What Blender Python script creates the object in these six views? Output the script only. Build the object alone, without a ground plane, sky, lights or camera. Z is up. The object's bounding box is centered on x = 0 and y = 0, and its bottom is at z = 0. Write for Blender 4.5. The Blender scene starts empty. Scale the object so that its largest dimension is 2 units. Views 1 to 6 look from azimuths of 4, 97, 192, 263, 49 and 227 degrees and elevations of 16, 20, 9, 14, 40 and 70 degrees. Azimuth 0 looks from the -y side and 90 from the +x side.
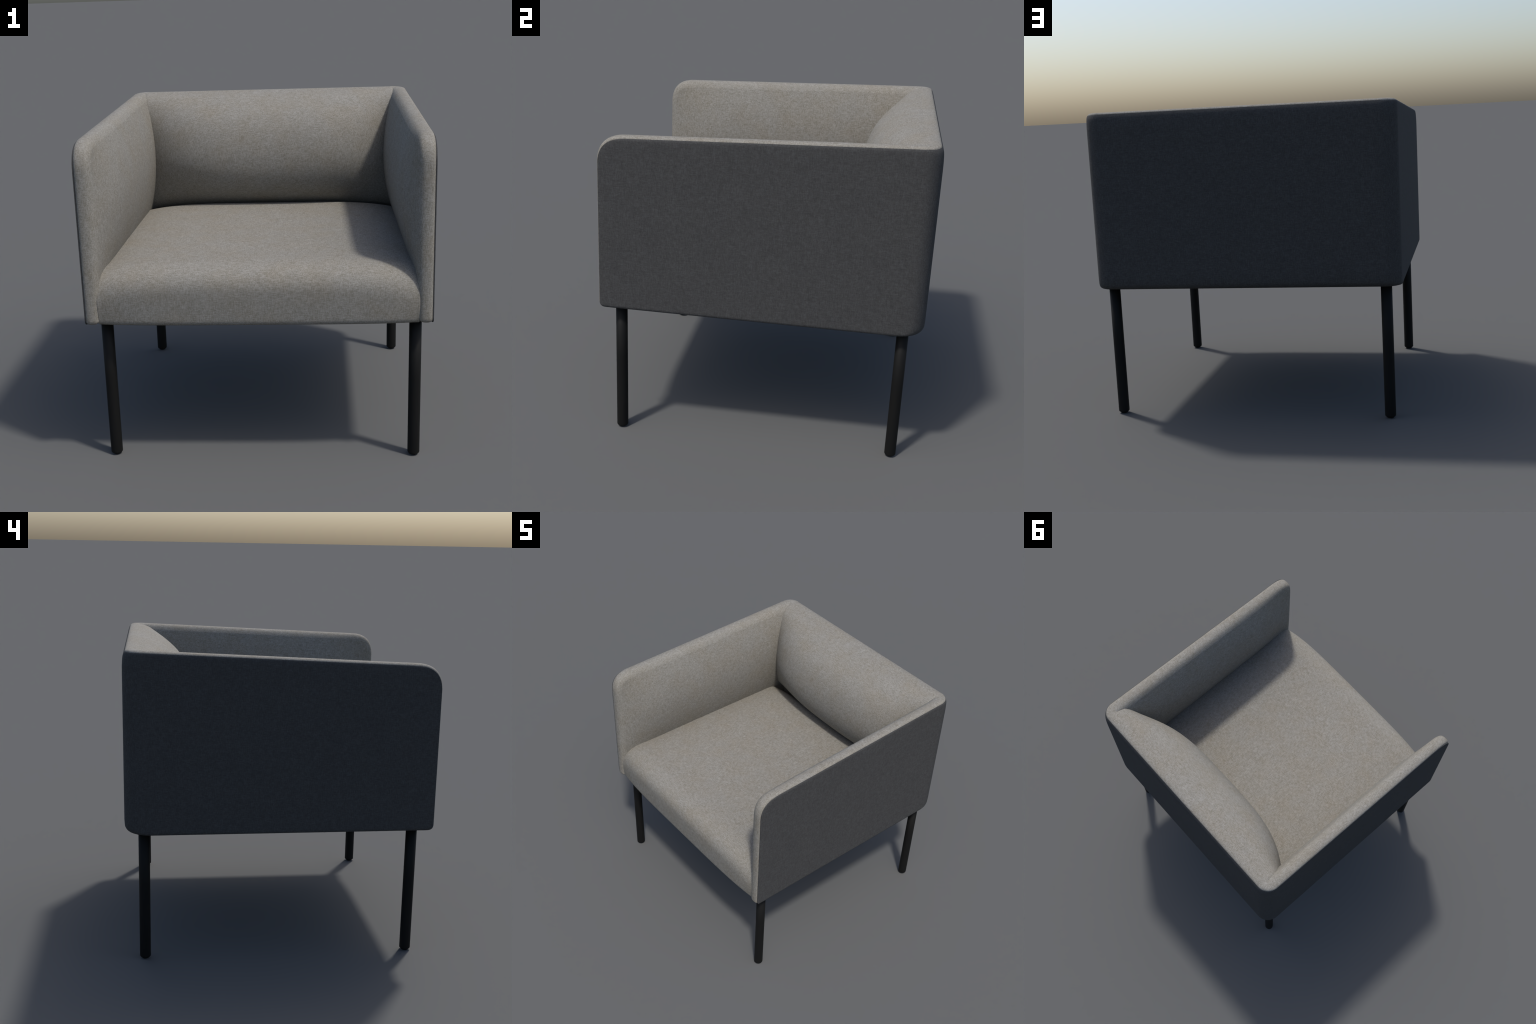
"""Upholstered tub armchair: dark outer shell, light padded arms, back and seat, four round black legs."""
import bpy, math
from mathutils import Vector

# ------------------------------------------------------------------ sizes (metres)
HALF_W   = 0.993      # outer faces of the shell
BACK_Y   = 0.993
FRONT_Y  = -0.975     # front of the arms
BOTTOM   = 0.861      # underside of the upholstery
TOP      = 2.000      # light rim at the back
SLOPE    = 0.042      # the arm tops fall towards the front
PLAN_R   = 0.105      # rounded rear corners in plan
SEAM     = 0.006      # light padding starts this far inside the shell face
SHELL_D  = 0.013      # the shell stops this far below the light rim
FRONT_TOP_L, FRONT_LOW_L, BACK_LOW_L = 0.162, 0.042, 0.066
LEG_R = 0.0355
LEGS = [(-0.890, -0.852), (0.903, -0.852), (0.903, 0.869), (-0.890, 0.872)]


def lerp(a, b, t): return a + (b - a) * t
def smooth(t):
    t = max(0.0, min(1.0, t)); return t * t * (3 - 2 * t)
def rise(d, span):                      # 0 at the edge, 1 from `span` inwards, soft shoulder
    t = max(0.0, min(1.0, d / span)); return 1 - (1 - t) ** 2
def bez2(a, b, c, t):
    return tuple((1-t)**2*p + 2*t*(1-t)*q + t*t*r for p, q, r in zip(a, b, c))
def top_at(y): return TOP - SLOPE * (0.93 - y)


def spline(points, n):
    """Catmull-Rom through control points, n samples evenly spaced by chord length."""
    P = [points[0]] + list(points) + [points[-1]]
    dense = []
    for i in range(1, len(P) - 2):
        p0, p1, p2, p3 = P[i-1], P[i], P[i+1], P[i+2]
        for k in range(24):
            t = k / 24
            dense.append(tuple(0.5 * (2*b + (c-a)*t + (2*a-5*b+4*c-d)*t*t + (3*b-a-3*c+d)*t**3)
                               for a, b, c, d in zip(p0, p1, p2, p3)))
    dense.append(tuple(points[-1]))
    return resample(dense, n)


def resample(pts, n):
    L = [0.0]
    for a, b in zip(pts, pts[1:]): L.append(L[-1] + math.dist(a, b))
    out, k = [], 0
    for i in range(n):
        s = L[-1] * i / (n - 1)
        while k < len(L) - 2 and L[k+1] < s: k += 1
        t = (s - L[k]) / max(L[k+1] - L[k], 1e-9)
        out.append(tuple(lerp(a, b, t) for a, b in zip(pts[k], pts[k+1])))
    return out


# ------------------------------------------------------------------ node materials
def node(nt, kind, **kw):
    n = nt.nodes.new(kind)
    for k, v in kw.items():
        if k in n.inputs: n.inputs[k].default_value = v
        else: setattr(n, k, v)
    return n


def woven_fabric(name, dark, mid, light, warm, contrast, sheen, bump):
    """Plain weave: noise stretched along each axis gives crossing threads on every face."""
    m = bpy.data.materials.new(name); m.use_nodes = True
    nt = m.node_tree; L = nt.links.new
    bsdf = nt.nodes["Principled BSDF"]
    tc = node(nt, "ShaderNodeTexCoord")
    threads = None
    for axis in range(3):
        mp = node(nt, "ShaderNodeMapping")
        s = [230.0, 230.0, 230.0]; s[axis] = 38.0
        mp.inputs["Scale"].default_value = s
        mp.inputs["Location"].default_value = (3.1*axis, 1.7*axis, 5.3*axis)
        nz = node(nt, "ShaderNodeTexNoise", Scale=1.0, Detail=2.0, Roughness=0.55)
        L(tc.outputs["Object"], mp.inputs["Vector"]); L(mp.outputs["Vector"], nz.inputs["Vector"])
        if threads is None: threads = nz.outputs["Fac"]
        else:
            ad = node(nt, "ShaderNodeMath", operation='ADD')
            L(threads, ad.inputs[0]); L(nz.outputs["Fac"], ad.inputs[1]); threads = ad.outputs[0]
    third = node(nt, "ShaderNodeMath", operation='MULTIPLY'); third.inputs[1].default_value = 1/3
    L(threads, third.inputs[0])
    # slubs: slow mottling a few centimetres wide
    slub = node(nt, "ShaderNodeTexNoise", Scale=34.0, Detail=3.0, Roughness=0.6)
    L(tc.outputs["Object"], slub.inputs["Vector"])
    mixf = node(nt, "ShaderNodeMath", operation='MULTIPLY_ADD')
    mixf.inputs[1].default_value = 0.12
    L(slub.outputs["Fac"], mixf.inputs[0]); L(third.outputs[0], mixf.inputs[2])
    ramp = node(nt, "ShaderNodeValToRGB")
    e = ramp.color_ramp.elements
    c = 0.56
    e[0].position, e[0].color = c - contrast, (*dark, 1)
    e[1].position, e[1].color = c + contrast, (*light, 1)
    k = e.new(c); k.color = (*mid, 1)
    L(mixf.outputs[0], ramp.inputs["Fac"])
    # faint warm patches
    tone = node(nt, "ShaderNodeTexNoise", Scale=5.0, Detail=4.0, Roughness=0.65)
    L(tc.outputs["Object"], tone.inputs["Vector"])
    tr = node(nt, "ShaderNodeMapRange"); tr.inputs[1].default_value = 0.42; tr.inputs[2].default_value = 0.75
    L(tone.outputs["Fac"], tr.inputs[0])
    mul = node(nt, "ShaderNodeMix", data_type='RGBA', blend_type='MULTIPLY')
    L(tr.outputs[0], mul.inputs[0]); L(ramp.outputs["Color"], mul.inputs[6])
    mul.inputs[7].default_value = (*warm, 1)
    L(mul.outputs[2], bsdf.inputs["Base Color"])
    bp = node(nt, "ShaderNodeBump", Strength=bump, Distance=0.004)
    L(third.outputs[0], bp.inputs["Height"]); L(bp.outputs["Normal"], bsdf.inputs["Normal"])
    bsdf.inputs["Roughness"].default_value = 0.95
    bsdf.inputs["Specular IOR Level"].default_value = 0.2
    bsdf.inputs["Sheen Weight"].default_value = sheen
    bsdf.inputs["Sheen Roughness"].default_value = 0.5
    return m


def powder_coat(name, colour, rough):
    m = bpy.data.materials.new(name); m.use_nodes = True
    nt = m.node_tree; bsdf = nt.nodes["Principled BSDF"]
    tc = node(nt, "ShaderNodeTexCoord")
    nz = node(nt, "ShaderNodeTexNoise", Scale=180.0, Detail=2.0)
    ramp = node(nt, "ShaderNodeValToRGB")
    ramp.color_ramp.elements[0].color = (*[0.8*c for c in colour], 1)
    ramp.color_ramp.elements[1].color = (*[1.2*c for c in colour], 1)
    nt.links.new(tc.outputs["Object"], nz.inputs["Vector"])
    nt.links.new(nz.outputs["Fac"], ramp.inputs["Fac"])
    nt.links.new(ramp.outputs["Color"], bsdf.inputs["Base Color"])
    bsdf.inputs["Roughness"].default_value = rough
    bsdf.inputs["Specular IOR Level"].default_value = 0.15
    return m


LIGHT = woven_fabric("light_woven_wool", (0.157, 0.148, 0.126), (0.204, 0.196, 0.175), (0.258, 0.250, 0.230),
                     (0.97, 0.93, 0.87), 0.098, 0.0, 0.2)
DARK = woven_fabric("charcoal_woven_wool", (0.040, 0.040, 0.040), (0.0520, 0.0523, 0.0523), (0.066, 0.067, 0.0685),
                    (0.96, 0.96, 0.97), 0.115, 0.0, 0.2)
BLACK = powder_coat("black_powder_coat", (0.0075, 0.0075, 0.0072), 0.6)
RUBBER = powder_coat("black_rubber", (0.008, 0.008, 0.008), 0.7)
LINING = powder_coat("black_lining_cloth", (0.02, 0.02, 0.022), 0.95)


# ------------------------------------------------------------------ mesh helpers
chair = bpy.data.objects.new("upholstered_armchair", None)
bpy.context.scene.collection.objects.link(chair)
chair["label"] = "boxy lounge armchair, pale grey padding, charcoal shell, slim black legs"
chair["category"] = "armchair"


def add(name, verts, faces, mat, parent=None):
    me = bpy.data.meshes.new(name)
    me.from_pydata(verts, [], faces); me.update()
    for p in me.polygons: p.use_smooth = True
    me.materials.append(mat)
    ob = bpy.data.objects.new(name, me)
    bpy.context.scene.collection.objects.link(ob)
    ob.parent = parent or chair
    return ob


def grid_faces(rows, cols, at, flip=False):
    f = []
    for i in range(rows - 1):
        for j in range(cols - 1):
            q = (at + i*cols + j, at + i*cols + j + 1, at + (i+1)*cols + j + 1, at + (i+1)*cols + j)
            f.append(q[::-1] if flip else q)
    return f


# ------------------------------------------------------------------ charcoal outer shell
def shell_levels():
    """Heights (before the arm slope) with the front edge and back inset at each."""
    zt = TOP - SHELL_D
    out = []
    for k in range(13):                                        # low corners
        t = k / 12
        y, z = bez2((FRONT_LOW_L, 0), (0, 0), (0, FRONT_LOW_L), t)
        out.append((BOTTOM + z, FRONT_Y + 0.011 + y))
    lo, hi = BOTTOM + FRONT_LOW_L, zt - FRONT_TOP_L
    out += [(lerp(lo, hi, k/24), FRONT_Y + 0.011) for k in range(1, 24)]
    for k in range(17):
        t = k / 16
        y, z = bez2((0, 0), (0, FRONT_TOP_L), (FRONT_TOP_L, FRONT_TOP_L), t)
        out.append((hi + z, FRONT_Y + 0.011 + y))
    return out


def low_back_inset(z):
    h = z - BOTTOM
    if h >= BACK_LOW_L: return 0.0
    t = math.sqrt(max(h, 0) / BACK_LOW_L)                      # quadratic corner curve, t along height
    return BACK_LOW_L * (1 - t) ** 2


def build_shell():
    zt = TOP - SHELL_D
    lev = shell_levels()
    verts, n_arm, n_fan, n_back = [], 30, 12, 24
    for z, yf in lev:
        d = zt - z
        tuck_b = 0.009 * max(0, 1 - d/0.040) ** 2 + 0.009 * max(0, 1 - d/0.120) ** 2
        tuck_a = 0.0042 * max(0, 1 - d/0.014) ** 2 + 0.002 * max(0, 1 - d/0.050) ** 2 + 0.006 * max(0, 1 - (z - BOTTOM)/0.018) ** 2
        yb = BACK_Y - low_back_inset(z) - tuck_b
        w = HALF_W - tuck_a
        r = PLAN_R
        path = []
        for i in range(n_arm):
            t = i / n_arm
            path.append((w, lerp(yf, yb - r, t)))
        for i in range(n_fan + 1):
            a = math.pi/2 * i / n_fan
            path.append((w - r + r*math.cos(a), yb - r + r*math.sin(a)))
        for i in range(1, n_back):
            path.append((lerp(w - r, 0, i/n_back), yb))
        full = path + [(0.0, yb)] + [(-x, y) for x, y in reversed(path)]
        for x, y in full:
            drop = SLOPE * (0.93 - y) * (z - BOTTOM) / (zt - BOTTOM)
            sag = 0.004 * (y - FRONT_Y) / 1.9 * (1 - (z - BOTTOM) / (zt - BOTTOM))   # underside falls a little to the rear
            verts.append((x, y, z - drop - sag))
    cols = len(full)
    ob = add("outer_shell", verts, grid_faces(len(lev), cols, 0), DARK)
    so = ob.modifiers.new("thickness", 'SOLIDIFY'); so.thickness = 0.0065; so.offset = -1
    be = ob.modifiers.new("soft_edge", 'BEVEL'); be.width = 0.003; be.segments = 3
    be.limit_method = 'ANGLE'; be.angle_limit = math.radians(55)
    return ob


# ------------------------------------------------------------------ light padding
# Rim cross-section: (inward from the seam plane, drop below the outline) for arms and for the back.
RIM = [(0.000, 0.030, 0.030), (0.000, 0.016, 0.016), (0.0035, 0.0095, 0.0095), (0.010, 0.0045, 0.0045),
       (0.020, 0.0012, 0.0012), (0.031, 0.0000, 0.0000), (0.043, 0.0002, 0.0000), (0.055, 0.0018, 0.0004),
       (0.066, 0.0055, 0.0014), (0.075, 0.0125, 0.0026), (0.082, 0.024, 0.0040), (0.087, 0.042, 0.0056)]
W_IN, B_IN = HALF_W - SEAM, BACK_Y - SEAM - 0.011
R_IN = PLAN_R - 0.004


def arm_inner(y, z, base):
    """Bulge of the inner arm face added to the rim thickness `base`."""
    b = 0.082 * rise(top_at(y) - z, 0.42) * rise(y - FRONT_Y, 0.48)
    b *= rise(z - 1.11, 0.45)
    low = lerp(0.97, 1.0, smooth((z - 0.9) / 0.25))
    return base * low + b


def arm_outline(n_front, n_corner, n_top):
    """Side outline of the padding: up the front, round the corner, back along the top, with inward normals."""
    zl, pts = BOTTOM + 0.004, []
    fl = 0.03
    for k in range(5):
        pts.append(bez2((FRONT_Y + fl, zl), (FRONT_Y, zl), (FRONT_Y, zl + fl), k/4))
    zc = top_at(FRONT_Y) - FRONT_TOP_L
    for k in range(1, n_front):
        pts.append((FRONT_Y, lerp(zl + fl, zc, k / n_front)))
    a, b = (FRONT_Y, zc), (FRONT_Y, top_at(FRONT_Y))
    c = (FRONT_Y + FRONT_TOP_L, top_at(FRONT_Y + FRONT_TOP_L))
    mid = None
    for k in range(n_corner + 1):
        if k == n_corner // 2: mid = len(pts)
        pts.append(bez2(a, b, c, k / n_corner))
    y1 = B_IN - R_IN
    for k in range(1, n_top + 1):
        y = lerp(c[0], y1, k / n_top); pts.append((y, top_at(y)))
    nor = []
    for i in range(len(pts)):
        p, q = pts[max(i-1, 0)], pts[min(i+1, len(pts)-1)]
        t = Vector((q[0]-p[0], q[1]-p[1])).normalized()
        nor.append((t.y, -t.x))                                # right-hand side = inwards
    nor[-1] = (0.0, -1.0)
    return pts, nor, mid


N_FAN = 8       # columns in half a rear corner


def corner_rim(k, phi):
    """A rim vertex in the rounded rear corner, at plan angle phi (0 = arm, 90 deg = back)."""
    o, da, db = RIM[k]
    d = lerp(da, db, 0.8 + 0.2 * smooth(phi / (math.pi/2)))
    rr = max(R_IN - o, 0.0)
    x = W_IN - R_IN + rr*math.cos(phi); y = B_IN - R_IN + rr*math.sin(phi)
    return (x, y, top_at(y) - d)


def arm_geometry():
    pts, nor, mid = arm_outline(36, 16, 60)
    n, K = len(pts), len(RIM)
    cols = n + N_FAN
    verts = []
    for k, (o, da, db) in enumerate(RIM):
        for (y, z), (ny, nz) in zip(pts, nor):
            if y > 0.78: da = lerp(RIM[k][1], db, 0.8 * smooth((y - 0.78) / (B_IN - R_IN - 0.78)))
            else: da = RIM[k][1]
            yy, zz = y + ny*da, z + nz*da
            low = lerp(0.97, 1.0, smooth((zz - 0.9) / 0.25))
            oo = o * low if k < K-1 else arm_inner(yy, zz, o)
            if k >= K-4 and k < K-1: oo += (arm_inner(yy, zz, 0.0))
            verts.append((W_IN - oo, yy, zz))
        for f in range(1, N_FAN + 1):
            verts.append(corner_rim(k, math.pi/4 * f / N_FAN))
    faces = grid_faces(K, cols, 0)
    # inner face: Coons patch between the last rim ring, the hidden rear edge and the bottom
    ring = [verts[(K-1)*cols + i][1:] for i in range(n)]
    left, top = ring[:mid+1], ring[mid:]
    m, p = len(left), len(top)
    rear_low, front_low = (ring[-1][0], left[0][1]), left[0]
    base = len(verts)
    idx = {}
    for i in range(m):
        for j in range(p):
            if j == 0: idx[i, j] = (K-1)*cols + i; continue
            if i == m-1: idx[i, j] = (K-1)*cols + mid + j; continue
            s, t = j/(p-1), i/(m-1)
            # follow the spacing of the boundary samples
            bot = (lerp(front_low[0], rear_low[0], (top[j][0]-top[0][0])/(top[-1][0]-top[0][0])), front_low[1])
            rear = (rear_low[0], lerp(rear_low[1], top[-1][1], (left[i][1]-left[0][1])/(left[-1][1]-left[0][1])))
            yz = []
            for a in range(2):
                ruled1 = lerp(left[i][a], rear[a], s)
                ruled2 = lerp(bot[a], top[j][a], t)
                cor = lerp(lerp(front_low[a], rear_low[a], s), lerp(left[-1][a], top[-1][a], s), t)
                yz.append(ruled1 + ruled2 - cor)
            idx[i, j] = len(verts)
            verts.append((W_IN - arm_inner(yz[0], yz[1], RIM[-1][0]), yz[0], yz[1]))
    for i in range(m-1):
        for j in range(p-1):
            faces.append((idx[i, j], idx[i, j+1], idx[i+1, j+1], idx[i+1, j])[::-1])
    return verts, faces


# Back cushion: inward distance from the outer back face, and height; at the ends and in the middle.
BACK_END = [(0.106, 1.9944), (0.137, 1.985), (0.185, 1.958), (0.222, 1.89), (0.247, 1.77), (0.260, 1.60), (0.266, 1.45),
            (0.258, 1.325), (0.236, 1.23), (0.195, 1.165), (0.150, 1.125), (0.130, 1.08), (0.128, 0.90)]
BACK_MID = [(0.106, 1.9944), (0.150, 1.987), (0.225, 1.965), (0.305, 1.918), (0.380, 1.850), (0.433, 1.762), (0.463, 1.66),
            (0.473, 1.555), (0.462, 1.45), (0.426, 1.350), (0.360, 1.265), (0.27, 1.20), (0.16, 1.14), (0.06, 0.90)]


def back_geometry():
    K, n = len(RIM), 72
    verts, n_half = [], 44
    xe = W_IN - R_IN
    end, mid = spline(BACK_END, n), spline(BACK_MID, n)
    cols = []
    for f in range(N_FAN + 1):                                 # right corner, from 45 to 90 degrees
        cols.append(('fan', 1, math.pi/4 + math.pi/4 * f / N_FAN))
    xs = [xe * (1 - 2*((1 - math.cos(math.pi*i/(2*n_half)))/2)) for i in range(1, 2*n_half)]
    cols += [('x', x, 0) for x in xs]
    for f in range(N_FAN + 1):
        cols.append(('fan', -1, math.pi/2 - math.pi/4 * f / N_FAN))
    C = len(cols)
    for k in range(K + n - 1):
        for kind, a, phi in cols:
            if k < K:
                if kind == 'fan':
                    x, y, z = corner_rim(k, phi); verts.append((a*x, y, z))
                else:
                    o, da, db = RIM[k]; y = B_IN - o
                    verts.append((a, y, top_at(min(y, 0.93)) - db if k > 4 else TOP - db))
            else:
                (o0, z0), (o1, z1) = end[k-K+1], mid[k-K+1]
                # the ends of the cushion run on into the arm padding
                x = a*(xe + 0.030 * (math.pi/2 - phi) / (math.pi/4)) if kind == 'fan' else a
                p = lerp(2.2, 3.6, smooth((z1 - 1.15) / 0.45))
                wgt = 1 - (abs(x)/xe) ** p
                dip = 0.007 * (math.pi/2 - phi) / (math.pi/4) * (1 - smooth((k - K) / 8)) if kind == 'fan' else 0.0
                verts.append((x, BACK_Y - lerp(o0, o1, wgt), lerp(z0, z1, wgt) - dip))
    return verts, grid_faces(K + n - 1, C, 0)


def build_padding():
    av, af = arm_geometry()
    lv = [(-x, y, z) for x, y, z in av]; lf = [f[::-1] for f in af]
    bv, bf = back_geometry()
    parts = [("armrest", av, af), ("armrest", lv, lf), ("backrest", bv, bf)]
    # shared normals so that the rim runs unbroken round the corners
    acc = {}
    key = lambda v: tuple(round(c, 5) for c in v)
    for _, v, f in parts:
        for q in f:
            p = [Vector(v[i]) for i in q]
            nrm = (p[2]-p[0]).cross(p[3]-p[1])
            for i in q: acc[key(v[i])] = acc.get(key(v[i]), Vector()) + nrm
    for name, v, f in parts:
        ob = add(name, v, f, LIGHT)
        ns = []
        for p in v:
            q = acc.get(key(p), Vector((0, 0, 1)))
            ns.append(q.normalized() if q.length > 1e-12 else Vector((0, 0, 1)))
        ob.data.normals_split_custom_set_from_vertices(ns)


# ------------------------------------------------------------------ seat cushion
def build_seat():
    half, edge = 0.908, 0.014
    xs = [half * math.sin(math.pi/2 * i/28) for i in range(-28, 29)]
    def profile(x):
        u = min(abs(x) / 0.9, 1.0)
        zt = 1.214 - 0.046 * u ** 4.5
        yf = -0.993 + 0.026 * u ** 4.5
        fz = 0.155 + 0.025 * u ** 6
        pts = [(0.80, 0.863), (-0.5, BOTTOM), (yf + 0.05, BOTTOM)]
        pts += [bez2((yf + 0.04, BOTTOM), (yf + 0.010, BOTTOM), (yf + 0.007, BOTTOM + 0.035), k/8) for k in range(1, 9)]
        pts += [(yf + 0.007 - 0.007*math.sin(math.pi/2*k/10), lerp(BOTTOM + 0.035, zt - fz, k/10)) for k in range(1, 10)]
        yt = yf + 0.19
        for k in range(23):
            t = k / 22
            a, b, c, d = (yf, zt - fz), (yf, zt - 0.060), (yf + 0.062, zt - 0.009), (yt, zt - 0.006)
            pts.append(tuple((1-t)**3*p + 3*t*(1-t)**2*q + 3*t*t*(1-t)*r + t**3*s for p, q, r, s in zip(a, b, c, d)))
        for k in range(1, 30):
            t = k / 30; y = lerp(yt, 0.645, t)
            pts.append((y, zt - 0.006 + 0.006 * smooth(t * 2)))
        pts += [bez2((0.645, zt), (0.760, zt - 0.002), (0.785, zt - 0.11), k/12) for k in range(0, 13)]
        pts += [(0.795, 0.95), (0.80, 0.863)]
        return pts
    verts, n = [], 0
    cy, cz = -0.1, 1.03
    cols = []
    for x in xs: cols.append((x, profile(x), 0.0))
    ends = []
    for k in range(1, 6):                                      # rounded flanks
        a = math.pi/2 * k/5
        ends.append((half + edge*math.sin(a), edge*(1 - math.cos(a))))
    cols = [(-x, profile(half), s) for x, s in reversed(ends)] + cols + [(x, profile(half), s) for x, s in ends]
    for x, prof, s in cols:
        n = len(prof)
        for y, z in prof:
            verts.append((x, y + (s if y < cy else -s), z + (s if z < cz else -s)))
    faces = grid_faces(len(cols), n, 0, flip=True)
    faces.append(tuple(range(n - 1))); faces.append(tuple(reversed(range((len(cols)-1)*n, len(cols)*n - 1))))
    add("seat", verts, faces, LIGHT)


# ------------------------------------------------------------------ lining, legs
def build_underside():
    w, y0, y1, r, z0, z1 = 0.90, -0.93, 0.885, 0.04, BOTTOM - 0.002, BOTTOM + 0.03
    ring = []
    for cx, cy, a0 in ((w-r, y1-r, 0), (-w+r, y1-r, 90), (-w+r, y0+r, 180), (w-r, y0+r, 270)):
        for k in range(7):
            a = math.radians(a0 + 15*k); ring.append((cx + r*math.cos(a), cy + r*math.sin(a)))
    n = len(ring)
    verts = [(x, y, z0) for x, y in ring] + [(x, y, z1) for x, y in ring]
    faces = [tuple(reversed(range(n))), tuple(range(n, 2*n))]
    faces += [(i, (i+1) % n, n + (i+1) % n, n + i) for i in range(n)]
    ob = add("underside", verts, faces, LINING)
    for p in ob.data.polygons: p.use_smooth = False


def turned(name, prof, mat, parent, seg=40):
    verts, faces = [], []
    for r, z in prof:
        for s in range(seg):
            a = 2*math.pi*s/seg; verts.append((r*math.cos(a), r*math.sin(a), z))
    for i in range(len(prof) - 1):
        for s in range(seg):
            t = (s + 1) % seg
            faces.append((i*seg + s, i*seg + t, (i+1)*seg + t, (i+1)*seg + s))
    faces.append(tuple(reversed(range(seg)))); faces.append(tuple(range((len(prof)-1)*seg, len(prof)*seg)))
    return add(name, verts, faces, mat, parent)


def build_legs():
    R = LEG_R
    tube = [(R - 0.011, 0.0075)] + [(R - 0.011 + 0.011*math.sin(math.pi/2*k/6), 0.0185 - 0.011*math.cos(math.pi/2*k/6)) for k in range(1, 7)]
    tube += [(R, 0.2), (R, 0.5), (R, BOTTOM + 0.02)]
    glide = [(R - 0.017, 0.0)] + [(R - 0.017 + 0.006*math.sin(math.pi/2*k/4), 0.006*(1 - math.cos(math.pi/2*k/4))) for k in range(1, 5)]
    glide += [(R - 0.011, 0.012)]
    leg0 = foot0 = None
    for x, y in LEGS:
        if leg0 is None:
            leg0 = leg = turned("leg", tube, BLACK, chair)
            foot0 = foot = turned("foot", glide, RUBBER, leg, 32)
        else:
            leg, foot = leg0.copy(), foot0.copy()
            bpy.context.scene.collection.objects.link(leg); bpy.context.scene.collection.objects.link(foot)
            foot.parent = leg
        leg.location = (x, y, 0)


build_shell()
build_padding()
build_seat()
build_underside()
build_legs()
